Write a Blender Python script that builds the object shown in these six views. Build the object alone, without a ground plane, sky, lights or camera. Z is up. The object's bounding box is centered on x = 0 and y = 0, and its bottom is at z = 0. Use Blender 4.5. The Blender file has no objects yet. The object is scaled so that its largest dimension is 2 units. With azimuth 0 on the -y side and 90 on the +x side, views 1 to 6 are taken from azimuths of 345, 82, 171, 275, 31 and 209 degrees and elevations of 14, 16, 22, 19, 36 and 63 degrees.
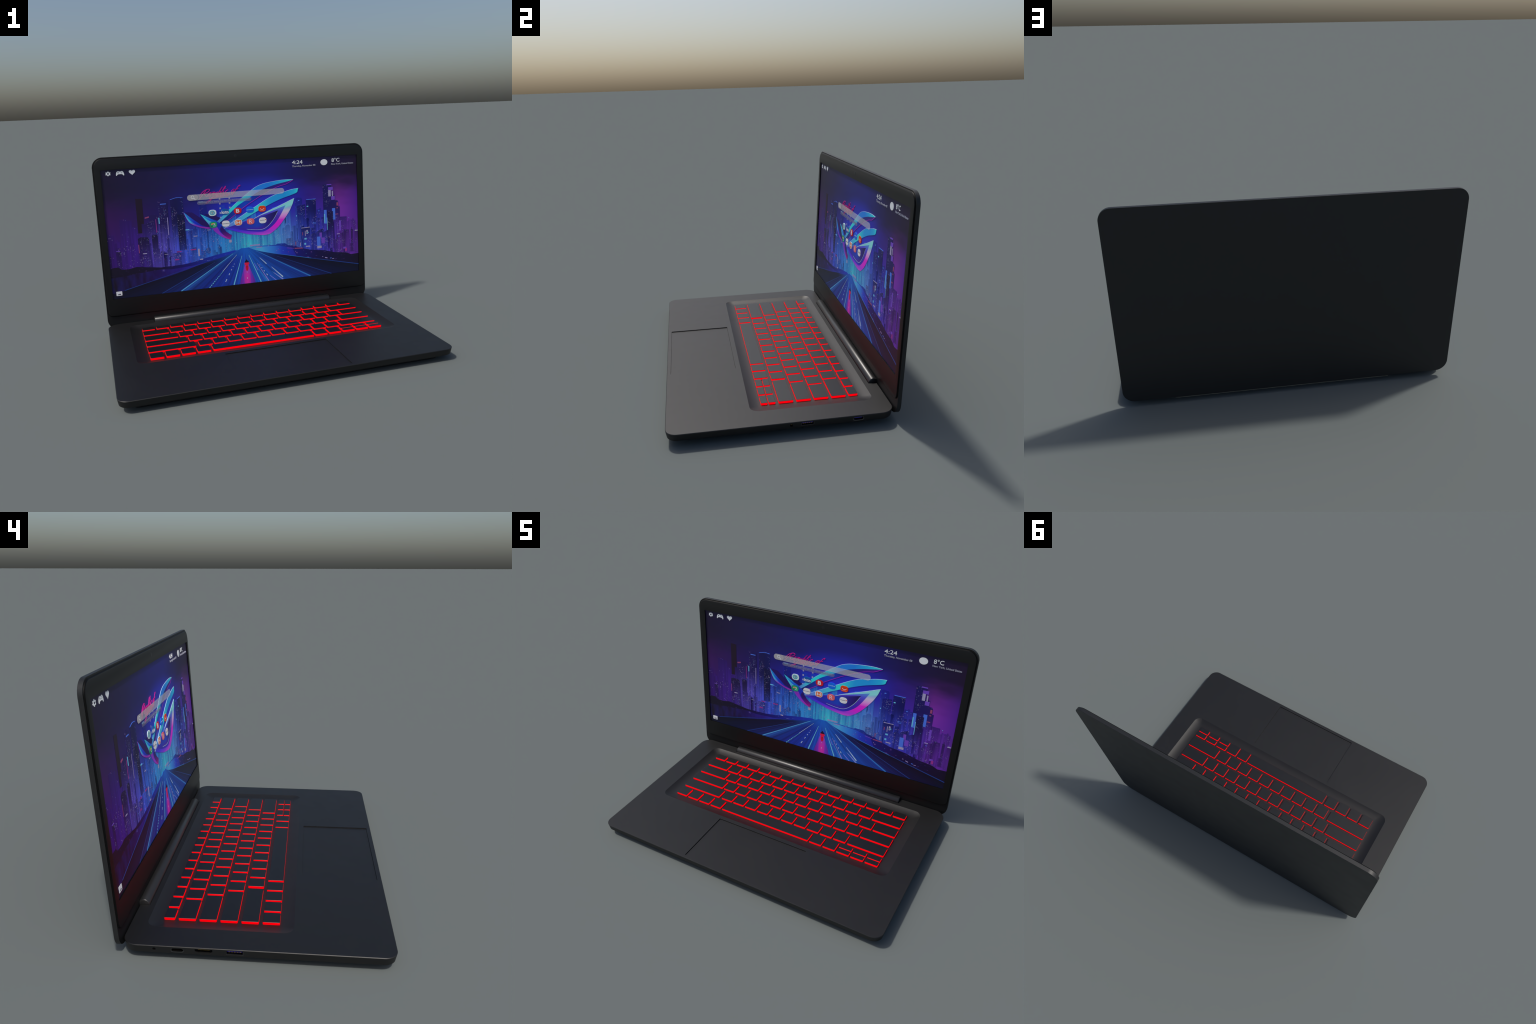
import bpy, bmesh, math, random
from mathutils import Matrix, Vector

rng = random.Random(7)
TAU = math.tau
COL = bpy.context.scene.collection

# ------------------------------------------------------------------ colour helpers
def lin(c):
    c /= 255.0
    return c / 12.92 if c <= 0.04045 else ((c + 0.055) / 1.055) ** 2.4

def rgb(r, g, b, gain=1.0, lift=0.0):
    """sRGB 0-255 to linear base colour, divided by the light the surface gets."""
    return tuple(min(1.0, max(0.0, (lin(v) - lift) * gain)) for v in (r, g, b)) + (1.0,)

def shown(r, g, b):
    """base colour of a wallpaper tint that is seen as (r, g, b) on the lit display"""
    return rgb(r, g, b, SCREEN_GAIN, SCREEN_LIFT)

SCREEN_GAIN, SCREEN_LIFT = 2.0, 0.0098

# ------------------------------------------------------------------ node helpers
class Mat:
    def __init__(self, name):
        self.m = bpy.data.materials.new(name)
        self.m.use_nodes = True
        self.t = self.m.node_tree
        self.b = self.t.nodes["Principled BSDF"]
    def n(self, kind, **kw):
        nd = self.t.nodes.new(kind)
        for k, v in kw.items():
            setattr(nd, k, v)
        return nd
    def link(self, a, b):
        self.t.links.new(a, b)
    def put(self, sock, v):
        if isinstance(v, bpy.types.NodeSocket):
            self.link(v, sock)
        else:
            sock.default_value = v
    def math(self, op, a, b=None, c=None, clamp=False):
        nd = self.n("ShaderNodeMath", operation=op, use_clamp=clamp)
        for i, v in enumerate((a, b, c)):
            if v is not None:
                self.put(nd.inputs[i], v)
        return nd.outputs[0]
    def range(self, v, a, b, c=0.0, d=1.0, smooth=False):
        nd = self.n("ShaderNodeMapRange", interpolation_type="SMOOTHSTEP" if smooth else "LINEAR")
        self.put(nd.inputs["Value"], v)
        for k, q in zip(("From Min", "From Max", "To Min", "To Max"), (a, b, c, d)):
            self.put(nd.inputs[k], q)
        return nd.outputs["Result"]
    def ramp(self, v, stops, interp="LINEAR"):
        nd = self.n("ShaderNodeValToRGB")
        cr = nd.color_ramp
        cr.interpolation = interp
        while len(cr.elements) < len(stops):
            cr.elements.new(0.5)
        for e, (p, c) in zip(cr.elements, stops):
            e.position, e.color = p, c
        self.put(nd.inputs["Fac"], v)
        return nd.outputs["Color"]
    def mix(self, f, a, b, mode="MIX"):
        nd = self.n("ShaderNodeMix", data_type="RGBA", blend_type=mode)
        self.put(nd.inputs[0], f)
        self.put(nd.inputs[6], a)
        self.put(nd.inputs[7], b)
        return nd.outputs[2]
    def xyz(self):
        tc = self.n("ShaderNodeTexCoord")
        sp = self.n("ShaderNodeSeparateXYZ")
        self.link(tc.outputs["Object"], sp.inputs[0])
        return tc.outputs["Object"], sp.outputs[0], sp.outputs[1], sp.outputs[2]
    def vec(self, x, y, z=0.0):
        nd = self.n("ShaderNodeCombineXYZ")
        for i, v in enumerate((x, y, z)):
            self.put(nd.inputs[i], v)
        return nd.outputs[0]
    def noise(self, v, scale=1.0, detail=2.0):
        nd = self.n("ShaderNodeTexNoise")
        nd.inputs["Scale"].default_value = scale
        nd.inputs["Detail"].default_value = detail
        self.link(v, nd.inputs["Vector"])
        return nd.outputs["Fac"]
    def white(self, v):
        nd = self.n("ShaderNodeTexWhiteNoise", noise_dimensions="3D")
        self.link(v, nd.inputs["Vector"])
        return nd.outputs["Value"]
    def set(self, colour=None, rough=None, metal=None, spec=None, emit=None, strength=None, alpha=None, coat=None):
        i = self.b.inputs
        for k, v in (("Base Color", colour), ("Roughness", rough), ("Metallic", metal), ("Specular IOR Level", spec),
                     ("Emission Color", emit), ("Emission Strength", strength), ("Alpha", alpha), ("Coat Weight", coat)):
            if v is not None:
                self.put(i[k], v)
        return self

def plain(name, colour, rough=0.5, metal=0.0, spec=0.5, grain=0.0, scale=400.0):
    q = Mat(name)
    if grain:
        o, x, y, z = q.xyz()
        f = q.noise(o, scale, 3.0)
        lo = tuple(c * (1 - grain) for c in colour[:3]) + (1,)
        hi = tuple(min(1, c * (1 + grain)) for c in colour[:3]) + (1,)
        q.set(colour=q.mix(f, lo, hi))
        q.set(rough=q.range(q.noise(o, scale * 0.02, 2.0), 0.3, 0.7, rough - 0.02, rough + 0.02))
    else:
        q.set(colour=colour, rough=rough)
    q.set(metal=metal, spec=spec)
    return q.m

# ------------------------------------------------------------------ mesh helpers
def new_obj(name, mesh, mats=(), parent=None, sharp=22.0, kind=None):
    o = bpy.data.objects.new(name, mesh)
    COL.objects.link(o)
    for m in mats:
        mesh.materials.append(m)
    mesh.shade_smooth()
    mesh.set_sharp_from_angle(angle=math.radians(sharp))
    if parent:
        o.parent = parent
    if kind:
        o["kind"] = kind
    return o

def rrect(x0, x1, y0, y1, r, seg=10):
    """rounded rectangle, counter-clockwise; r is one radius or four (from lower left, ccw)"""
    rs = (r,) * 4 if not isinstance(r, (tuple, list)) else r
    cs = ((x0, y0, 1, 1, 180), (x1, y0, -1, 1, 270), (x1, y1, -1, -1, 0), (x0, y1, 1, -1, 90))
    out = []
    for (cx, cy, sx, sy, a0), q in zip(cs, rs):
        for i in range(seg + 1):
            a = math.radians(a0 + 90.0 * i / seg)
            out.append((cx + sx * q + q * math.cos(a), cy + sy * q + q * math.sin(a)))
    return out

def loft(rings, mats=None, cap_mats=(0, 0)):
    """closed solid through rings of equal point count, first ring and last ring capped"""
    bm = bmesh.new()
    rows = [[bm.verts.new(p) for p in ring] for ring in rings]
    n = len(rows[0])
    for k in range(len(rows) - 1):
        for i in range(n):
            f = bm.faces.new((rows[k][i], rows[k][(i + 1) % n], rows[k + 1][(i + 1) % n], rows[k + 1][i]))
            f.material_index = mats[k] if mats else 0
    a = bm.faces.new(list(reversed(rows[0])))
    b = bm.faces.new(rows[-1])
    a.material_index, b.material_index = cap_mats
    bmesh.ops.recalc_face_normals(bm, faces=bm.faces)
    me = bpy.data.meshes.new("m")
    bm.to_mesh(me)
    bm.free()
    return me

def box_mesh(x0, x1, y0, y1, z0, z1, bevel=0.0, seg=2):
    bm = bmesh.new()
    bmesh.ops.create_cube(bm, size=1.0)
    bmesh.ops.scale(bm, vec=(x1 - x0, y1 - y0, z1 - z0), verts=bm.verts)
    bmesh.ops.translate(bm, vec=((x0 + x1) / 2, (y0 + y1) / 2, (z0 + z1) / 2), verts=bm.verts)
    if bevel:
        bmesh.ops.bevel(bm, geom=bm.edges[:], offset=bevel, segments=seg, affect="EDGES", profile=0.5)
    me = bpy.data.meshes.new("m")
    bm.to_mesh(me)
    bm.free()
    return me

def extrude_x(outline_yz, x0, x1):
    return loft([[(x0, y, z) for y, z in outline_yz], [(x1, y, z) for y, z in outline_yz]])

def cut(target, cutters):
    for c in cutters:
        md = target.modifiers.new("cut", "BOOLEAN")
        md.operation, md.solver, md.object = "DIFFERENCE", "EXACT", c
        md.material_mode = "TRANSFER"
        deps = bpy.context.evaluated_depsgraph_get()
        me = bpy.data.meshes.new_from_object(target.evaluated_get(deps))
        target.modifiers.clear()
        old = target.data
        target.data = me
        bpy.data.meshes.remove(old)
    for c in cutters:
        bpy.data.objects.remove(c)

def tidy(o, sharp=22.0):
    me = o.data
    me.shade_smooth()
    me.set_sharp_from_angle(angle=math.radians(sharp))

def joined(name, meshes, mats, parent, kind=None, sharp=25.0):
    """meshes: list of (mesh, material index); one object out of many small pieces"""
    bm = bmesh.new()
    for me, mi in meshes:
        n0 = len(bm.faces)
        bm.from_mesh(me)
        bm.faces.ensure_lookup_table()
        if mi is not None:
            for f in bm.faces[n0:]:
                f.material_index = mi
        bpy.data.meshes.remove(me)
    out = bpy.data.meshes.new(name)
    bm.to_mesh(out)
    bm.free()
    return new_obj(name, out, mats, parent, sharp, kind)

# ------------------------------------------------------------------ materials of the machine
M_DECK = plain("dark_anodised_deck", (0.0075, 0.0075, 0.0079, 1), 0.47, 0.0, 0.46, grain=0.06)
M_SHELL = plain("dark_lid_metal", (0.013, 0.0135, 0.014, 1), 0.5, 0.0, 0.5, grain=0.06)
M_BEZEL = plain("black_bezel_plastic", (0.005, 0.005, 0.0052, 1), 0.45, 0.0, 0.42)
M_BEZEL_EDGE = plain("black_bezel_edge", (0.003, 0.003, 0.003, 1), 0.5, 0.0, 0.12)  # bezel chamfer and window edge, blacker and less glossy than the plate
M_HINGE = plain("dark_hinge_metal", (0.022, 0.022, 0.023, 1), 0.36, 0.2, 0.6)
M_KEYTOP = plain("black_keycap", (0.005, 0.005, 0.0058, 1), 0.42, 0.0, 0.5)
M_HOLE = plain("black_port_cavity", (0.004, 0.004, 0.004, 1), 0.6)
M_METAL = plain("port_metal", (0.16, 0.16, 0.165, 1), 0.38, 1.0)
M_GOLD = plain("gold_contact", (0.75, 0.48, 0.12, 1), 0.3, 0.9)
M_BLUE = plain("blue_port_tongue", (0.03, 0.02, 0.42, 1), 0.4)
M_RUBBER = plain("black_rubber_foot", (0.006, 0.006, 0.006, 1), 0.8)
M_LENS = plain("camera_lens_glass", (0.012, 0.012, 0.013, 1), 0.40, 0.0, 0.5)
_g = Mat("red_key_glow")
_g.set(colour=(0.0, 0.0, 0.0, 1), rough=0.6, spec=0.0, emit=(1.0, 0.0, 0.004, 1), strength=1.0)
M_GLOW = _g.m

# ------------------------------------------------------------------ the thing
laptop = bpy.data.objects.new("laptop_computer", None)
COL.objects.link(laptop)
laptop["label"] = "open black gaming laptop with red-lit keyboard and neon city wallpaper"
laptop["category"] = "laptop computer"

# ------------------------------------------------------------------ base
TOP, BOT = 0.0765, 0.0355
FRONT, BACK = -0.6525, 0.5615

def ring(inset, z, r=0.062, seg=16):
    return [(x, y, z) for x, y in rrect(-1 + inset, 1 - inset, FRONT + inset, BACK - inset, (r - inset, r - inset, r + 0.010 - inset, r + 0.010 - inset), seg)]

base_me = loft([ring(0.020, BOT), ring(0.009, BOT + 0.0004), ring(0.0068, BOT + 0.0025), ring(0.0, TOP - 0.0026), ring(0.0026, TOP)])
base = new_obj("base", base_me, [M_DECK, M_HOLE], laptop)

# keyboard well: sharp outer lip, curved wall that runs out into a flat floor
WX, WY0, WY1, FLOOR = 0.857, -0.200, 0.485, 0.0612
rings = []
depth, wide = TOP - FLOOR, 0.072
for k in range(9):
    t = k / 8
    ins = wide * (1 - t)
    z = FLOOR + depth * t ** 1.9
    rings.append([(x, y, z) for x, y in rrect(-WX + ins, WX - ins, WY0 + ins * 0.9, WY1 - ins * 0.95, max(0.05 - ins * 0.55, 0.006), 12)])
rings.append([(p[0], p[1], TOP + 0.02) for p in rings[-1]])
well = new_obj("cut_well", loft(rings), [M_DECK])
notch = new_obj("cut_notch", box_mesh(-0.680, 0.680, 0.5115, 0.60, 0.0, 0.2), [M_DECK])
pad_cut = new_obj("cut_pad", box_mesh(-0.3305, 0.3305, -0.6290, -0.2295, 0.0655, 0.2), [M_DECK])

def disc(cy, cz, r, n=24):
    return [(cy + r * math.cos(TAU * i / n), cz + r * math.sin(TAU * i / n)) for i in range(n)]

def slot(y0, y1, z0, z1, r, seg=6):
    return rrect(y0, y1, z0, z1, r, seg)

hdmi = [(0.152, 0.0575), (0.162, 0.0480), (0.220, 0.0480), (0.2305, 0.0575), (0.2305, 0.0690), (0.152, 0.0690)]
L, R = (-1.05, -0.952), (0.952, 1.05)
ports = [
    (disc(0.412, 0.0580, 0.0075), L), (slot(0.280, 0.337, 0.0462, 0.0674, 0.0104), L), (hdmi, L),
    (slot(0.0160, 0.0930, 0.0458, 0.0692, 0.001, 2), L),
    (disc(-0.003, 0.0557, 0.0092), R), (slot(0.0478, 0.1186, 0.0479, 0.0698, 0.001, 2), R), (slot(0.3285, 0.3860, 0.0462, 0.0670, 0.0102), R)]
cutters = [new_obj("cut_port", extrude_x(o, *xs), [M_HOLE]) for o, xs in ports]
cut(base, [well, notch, pad_cut] + cutters)
tidy(base, 20.0)
for p in base.data.polygons:            # flat plates keep their own normal
    if abs(p.normal.z) > 0.9995 or (abs(p.normal.z) < 0.35 and p.area > 0.004):
        p.use_smooth = False

touchpad = new_obj("touchpad", box_mesh(-0.3302, 0.3302, -0.6287, -0.2298, 0.0640, TOP - 0.0050), [M_DECK], base)

# port fittings
def rim(outline, x0, x1, wall, mat_i, cy, cz):
    ys = [p[0] for p in outline]; zs = [p[1] for p in outline]
    w, h = (max(ys) - min(ys)) / 2, (max(zs) - min(zs)) / 2
    inner = [((y - cy) * (w - wall) / w + cy, (z - cz) * (h - wall) / h + cz) for y, z in outline]
    bm = bmesh.new()
    rows = [[bm.verts.new((x, y, z)) for y, z in o] for o, x in ((outline, x0), (outline, x1), (inner, x1), (inner, x0))]
    n = len(outline)
    for k in range(4):
        a, b = rows[k], rows[(k + 1) % 4]
        for i in range(n):
            bm.faces.new((a[i], a[(i + 1) % n], b[(i + 1) % n], b[i]))
    bmesh.ops.recalc_face_normals(bm, faces=bm.faces)
    me = bpy.data.meshes.new("m"); bm.to_mesh(me); bm.free()
    return me, mat_i

PORT_MATS = [M_METAL, M_GOLD, M_BLUE, M_HOLE]
def side_x(z):
    """outer face of the base side at height z"""
    return 1.0 - 0.0068 * (TOP - 0.0026 - z) / (TOP - 0.0026 - BOT)

def port(name, side, parts):
    return joined(name, parts, PORT_MATS, base)

sx = -1
port("charging_socket", sx, [rim(disc(0.412, 0.0580, 0.00745), -0.985, -0.975, 0.0012, 3, 0.412, 0.058),
                             (extrude_x(disc(0.412, 0.058, 0.002, 10), -0.975, -0.955), 1)])
port("small_data_port", sx, [rim(slot(0.2785, 0.3385, 0.0450, 0.0684, 0.0115), -0.9962, -0.962, 0.0034, 0, 0.3085, 0.0567),
                             (box_mesh(-0.985, -0.955, 0.2885, 0.3285, 0.0585, 0.0625), 3)] +
     [(box_mesh(-0.986, -0.957, 0.291 + 0.005 * i, 0.2935 + 0.005 * i, 0.0578, 0.0590), 1) for i in range(8)])
port("video_port", sx, [(box_mesh(-0.988, -0.955, 0.163, 0.2195, 0.0610, 0.0655), 3)] +
     [(box_mesh(-0.990, -0.957, 0.1655 + 0.0052 * i, 0.1685 + 0.0052 * i, 0.0605, 0.0662), 1) for i in range(10)])

def usb_port(name, y0, y1, z0, z1, s):
    out = 0.9935
    xs = sorted((s * out, s * 0.962)); xt = sorted((s * 0.9895, s * 0.955)); xp = sorted((s * 0.9902, s * 0.957))
    o = slot(y0 + 0.0002, y1 - 0.0002, z0 + 0.0002, z1 - 0.0002, 0.0009, 2)
    h = z1 - z0
    parts = [rim(o, xs[0], xs[1], 0.0022, 0, (y0 + y1) / 2, (z0 + z1) / 2),
             (box_mesh(xt[0], xt[1], y0 + 0.006, y1 - 0.006, z0 + h * 0.52, z1 - 0.003), 2)]
    step = (y1 - y0 - 0.016) / 5
    parts += [(box_mesh(xp[0], xp[1], y0 + 0.0105 + step * i, y0 + 0.0105 + step * i + step * 0.5, z0 + h * 0.49, z0 + h * 0.60), 1) for i in range(5)]
    port(name, s, parts)

usb_port("data_port", 0.0160, 0.0930, 0.0458, 0.0692, -1)
usb_port("data_port", 0.0478, 0.1186, 0.0479, 0.0698, 1)
port("audio_socket", 1, [rim(disc(-0.003, 0.0557, 0.0091), 0.968, 0.9930, 0.0016, 3, -0.003, 0.0557),
                         (extrude_x(disc(-0.001, 0.0555, 0.0013, 8), 0.957, 0.986), 1)])
port("small_data_port", 1, [rim(slot(0.3270, 0.3875, 0.0450, 0.0682, 0.0114), 0.962, 0.9962, 0.0034, 0, 0.35725, 0.0566),
                            (box_mesh(0.955, 0.988, 0.3365, 0.378, 0.0555, 0.0625), 2)])

# feet: one long rubber strip near the front, one near the back
for y0, y1 in ((-0.592, -0.556), (0.440, 0.476)):
    o = rrect(-0.910, 0.910, y0, y1, 0.0175, 8)
    i = rrect(-0.906, 0.906, y0 + 0.004, y1 - 0.004, 0.0135, 8)
    new_obj("rubber_foot", loft([[(x, y, 0.0) for x, y in i], [(x, y, 0.004) for x, y in o], [(x, y, BOT + 0.002) for x, y in o]]), [M_RUBBER], base)

# ------------------------------------------------------------------ keyboard
KEY_Z0, KEY_Z1 = FLOOR - 0.001, 0.0745
key_cache = {}
def key_mesh(w, d):
    k = (round(w, 4), round(d, 4))
    if k not in key_cache:
        r = 0.0055
        f = lambda i, z: [(x, y, z) for x, y in rrect(-w / 2 + i, w / 2 - i, -d / 2 + i, d / 2 - i, r - i, 5)]
        me = loft([f(0, KEY_Z0), f(0, KEY_Z1 - 0.0009), f(0.0009, KEY_Z1)], [1, 0], (1, 0))
        me.name = "key"
        me.materials.append(M_KEYTOP); me.materials.append(M_GLOW)
        me.shade_smooth(); me.set_sharp_from_angle(angle=math.radians(30))
        key_cache[k] = me
    return key_cache[k]

def key(x0, x1, y0, y1, name="key"):
    o = bpy.data.objects.new(name, key_mesh(x1 - x0, y1 - y0))
    o.location = ((x0 + x1) / 2, (y0 + y1) / 2, 0)
    COL.objects.link(o)
    o.parent = base

KX, PITCH, KW = 0.7755, 0.0977, 0.0832
def row(y0, y1, first, start, count, last):
    if first: key(-KX, first, y0, y1)
    for i in range(count):
        key(start + i * PITCH, start + i * PITCH + KW, y0, y1)
    if last: key(last, KX, y0, y1)

row(0.3675, 0.4185, None, -KX, 16, None)
row(0.2675, 0.3490, -0.6085, -0.5945, 12, 0.5770)
row(0.1675, 0.2490, -0.5605, -0.5460, 12, 0.6240)
row(0.0675, 0.1490, -0.5125, -0.4980, 11, 0.5760)
row(-0.0325, 0.0490, -0.4745, -0.4500, 10, 0.5300)
YB0, YB1 = -0.1325, -0.0510
row(YB0, YB1, None, -KX + 0.002, 4, None)
key(-0.3805, 0.2900, YB0, YB1, "space_bar")
row(YB0, YB1, None, 0.3025, 2, None)
for i in range(3):
    x0 = 0.4975 + i * PITCH * 0.994
    x1 = x0 + KW
    key(x0, x1, YB0, -0.0955, "half_key")
    key(x0, x1, -0.0888, YB1, "half_key")

# ------------------------------------------------------------------ hinge bar
HY, HZ, HR = 0.5437, 0.0725, 0.0300
prof = []
for x, r in ((-0.675, 0.0), (-0.675, HR - 0.006), (-0.6735, HR - 0.0025), (-0.670, HR), (0.670, HR), (0.6735, HR - 0.0025), (0.675, HR - 0.006), (0.675, 0.0)):
    prof.append((x, r))
hinge = new_obj("hinge_bar", loft([[(x, HY + r * math.cos(TAU * i / 48), HZ + r * math.sin(TAU * i / 48)) for i in range(48)] for x, r in prof[1:-1]]), [M_HINGE], base, 40.0)

# ------------------------------------------------------------------ lid (local frame: x right, y back, z up the screen)
lid_me = loft([[(x, y, z) for x, z in rrect(-0.9985 + i, 0.9985 - i, -0.2195 + i, 0.988 - i, 0.070 - i, 16)]
               for i, y in ((0.0008, 0.004), (0.0, 0.0048), (0.0, 0.0250), (0.0008, 0.0258))], None, (1, 0))
lid = new_obj("lid", lid_me, [M_SHELL, M_BEZEL], laptop)
lid.matrix_world = Matrix.Translation((0, 0.5716, 0.2595)) @ Matrix.Rotation(-math.asin(0.0551), 4, "X")

bez = []
for i, y in ((0.0, 0.0050), (0.0008, 0.0025), (0.0025, -0.0005), (0.0048, -0.0023), (0.0075, -0.0030)):
    bez.append([(x, y, z) for x, z in rrect(-0.9930 + i, 0.9930 - i, -0.1290 + i, 0.9810 - i, (0.040 - i, 0.040 - i, 0.066 - i, 0.066 - i), 12)])
bezel = new_obj("bezel", loft(bez, [1, 1, 1, 0], (1, 0)), [M_BEZEL, M_BEZEL_EDGE], None, 40.0)
SW, SH = 0.9465, 0.9025
win = new_obj("cut_window", box_mesh(-SW, SW, -0.05, 0.05, 0.0, SH), [M_BEZEL_EDGE])
cut(bezel, [win])
tidy(bezel, 34.0)
bezel.parent = lid

cam = joined("webcam", [
    (loft([[(0.0120 * math.cos(TAU * i / 32) * s, y, 0.945 + 0.0120 * math.sin(TAU * i / 32) * s) for i in range(32)] for s, y in ((1, 0.0), (1, -0.0034), (0.86, -0.0037))]), 0)], [M_LENS], lid)

# ================================================================== the picture on the display
PANEL = 0.0035          # y of the display face in the lid frame
def lay(k):             # y of the front of picture layer k
    return PANEL - 0.0004 * k

S = lambda x: (x + SW) / (2 * SW)      # screen x to 0..1

def picture(name, colour_of, rough=0.5, spec=0.5):
    q = Mat(name)
    o, x, y, z = q.xyz()
    u = q.range(x, -SW, SW)
    q.set(colour=colour_of(q, o, x, z, u), rough=rough, spec=spec)
    return q.m

def tint(name, r, g, b):
    return plain(name, shown(r, g, b), 0.5)

def xramp(q, u, *stops):
    return q.ramp(u, [(S(x), shown(*c)) for x, c in stops])

def glow_ramp(q, u):
    return xramp(q, u, (-0.94, (52, 26, 96)), (-0.72, (62, 34, 128)), (-0.56, (92, 82, 190)), (-0.42, (60, 80, 200)), (-0.25, (50, 105, 195)),
                 (-0.05, (50, 140, 190)), (0.06, (62, 178, 188)), (0.22, (66, 160, 190)), (0.36, (84, 130, 198)), (0.50, (56, 72, 185)),
                 (0.66, (64, 62, 178)), (0.80, (92, 46, 148)), (0.94, (82, 42, 130)))

def sky(q, o, x, z, u):
    top = xramp(q, u, (-0.94, (31, 25, 46)), (-0.5, (32, 28, 64)), (-0.1, (30, 30, 92)), (0.25, (31, 31, 100)), (0.6, (31, 26, 60)), (0.94, (34, 25, 46)))
    mid = xramp(q, u, (-0.94, (54, 27, 78)), (-0.6, (38, 27, 82)), (-0.2, (36, 36, 130)), (0.15, (44, 50, 172)), (0.45, (46, 36, 140)), (0.68, (62, 36, 130)), (0.78, (112, 46, 142)), (0.94, (74, 34, 128)))
    cloud = q.noise(q.vec(q.math("MULTIPLY", x, 3.0), q.math("MULTIPLY", z, 9.0)), 1.0, 3.0)
    zz = q.math("ADD", z, q.math("MULTIPLY", q.math("SUBTRACT", cloud, 0.5), 0.22))
    c = q.mix(q.range(zz, 0.80, 0.50, smooth=True), top, mid)
    beams = q.noise(q.vec(q.math("MULTIPLY", x, 34.0), q.math("MULTIPLY", z, 1.4)), 1.0, 2.0)
    g = q.math("MULTIPLY", q.range(z, 0.56, 0.30, smooth=True), q.range(beams, 0.25, 0.7, 0.35, 1.0))
    c = q.mix(g, c, glow_ramp(q, u))
    # halo behind the emblem and a dark top edge
    d = q.math("ADD", q.math("POWER", q.math("DIVIDE", q.math("SUBTRACT", x, 0.14), 0.42), 2.0), q.math("POWER", q.math("DIVIDE", q.math("SUBTRACT", z, 0.62), 0.20), 2.0))
    c = q.mix(q.range(d, 1.0, 0.0, 0.0, 0.55, True), c, shown(40, 46, 178))
    return c

def city(dark_gain, gain, density, seed, low=0.27, high=0.50):
    def f(q, o, x, z, u):
        dark = xramp(q, u, (-0.94, (40, 24, 66)), (-0.6, (38, 27, 82)), (-0.45, (27, 26, 72)), (-0.2, (29, 36, 128)), (0.05, (32, 62, 158)), (0.3, (36, 66, 160)),
                     (0.45, (31, 33, 110)), (0.6, (26, 26, 82)), (0.75, (36, 28, 88)), (0.94, (50, 28, 88)))
        dark = q.mix(1.0, dark, (dark_gain, dark_gain, dark_gain, 1), "MULTIPLY")
        st = q.noise(q.vec(q.math("MULTIPLY", x, 60.0), q.math("MULTIPLY", z, 2.2), float(seed)), 1.0, 2.0)
        g = q.math("MULTIPLY", q.range(z, high, low, 0.0, gain, True), q.range(st, 0.3, 0.7, 0.35, 1.15))
        c = q.mix(q.math("MINIMUM", g, 1.0), dark, glow_ramp(q, u))
        cx, cz = q.math("MULTIPLY", x, 235.0), q.math("MULTIPLY", z, 165.0)
        cell = q.vec(q.math("FLOOR", cx), q.math("FLOOR", cz), float(seed))
        lit = q.math("GREATER_THAN", q.white(cell), 1.0 - density)
        clump = q.range(q.noise(q.vec(q.math("MULTIPLY", x, 17.0), q.math("MULTIPLY", z, 13.0), 3.0 + seed), 1.0, 1.0), 0.46, 0.62, 0.0, 0.55)
        pane = q.math("MULTIPLY", q.math("LESS_THAN", q.math("FRACT", cx), 0.72), q.math("LESS_THAN", q.math("FRACT", cz), 0.6))
        lit = q.math("MULTIPLY", lit, pane)
        hue = q.white(q.vec(q.math("FLOOR", cx), q.math("FLOOR", cz), seed + 9.0))
        wc = q.ramp(hue, [(0.0, shown(120, 110, 190)), (0.35, shown(150, 140, 170)), (0.55, shown(90, 150, 200)), (0.7, shown(170, 110, 160)), (0.9, shown(190, 180, 190))])
        return q.mix(q.math("MULTIPLY", lit, clump), c, wc)
    return f

M_SKY = picture("picture_sky", sky)
M_FAR = picture("picture_far_towers", city(1.3, 1.0, 0.03, 1, 0.31, 0.60))
M_MID = picture("picture_middle_towers", city(0.85, 0.95, 0.13, 2, 0.28, 0.53))
M_NEAR = picture("picture_near_towers", city(0.50, 0.70, 0.18, 4, 0.20, 0.42))
M_DIM = tint("picture_dim_tower", 35, 26, 40)
def ground(q, o, x, z, u):
    a = xramp(q, u, (-0.94, (29, 24, 38)), (-0.6, (29, 24, 46)), (-0.4, (30, 28, 92)), (-0.1, (32, 50, 150)), (0.2, (36, 70, 160)), (0.42, (30, 30, 100)), (0.6, (28, 24, 62)), (0.94, (29, 24, 40)))
    n = q.noise(q.vec(q.math("MULTIPLY", x, 26.0), q.math("MULTIPLY", z, 70.0)), 1.0, 3.0)
    lights = q.range(n, 0.62, 0.72, 0.0, 0.55)
    b = xramp(q, u, (-0.9, (50, 34, 80)), (-0.5, (90, 60, 130)), (0.0, (70, 120, 180)), (0.3, (170, 150, 190)), (0.5, (120, 80, 160)), (0.9, (80, 50, 140)))
    return q.mix(lights, a, b)
M_GROUND = picture("picture_shore", ground)
def water(q, o, x, z, u):
    a = xramp(q, u, (-0.94, (30, 23, 36)), (-0.7, (33, 25, 56)), (-0.5, (38, 28, 92)), (-0.35, (38, 36, 130)), (-0.1, (30, 48, 150)), (0.15, (66, 150, 190)), (0.22, (50, 120, 190)), (0.32, (36, 56, 165)), (0.42, (33, 36, 130)), (0.6, (60, 34, 110)), (0.9, (86, 44, 132)))
    n = q.noise(q.vec(q.math("MULTIPLY", x, 22.0), q.math("MULTIPLY", z, 8.0), 5.0), 1.0, 2.0)
    return q.mix(q.range(n, 0.40, 0.75, 0.0, 0.35), a, q.mix(0.5, a, shown(56, 56, 170)))
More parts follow.
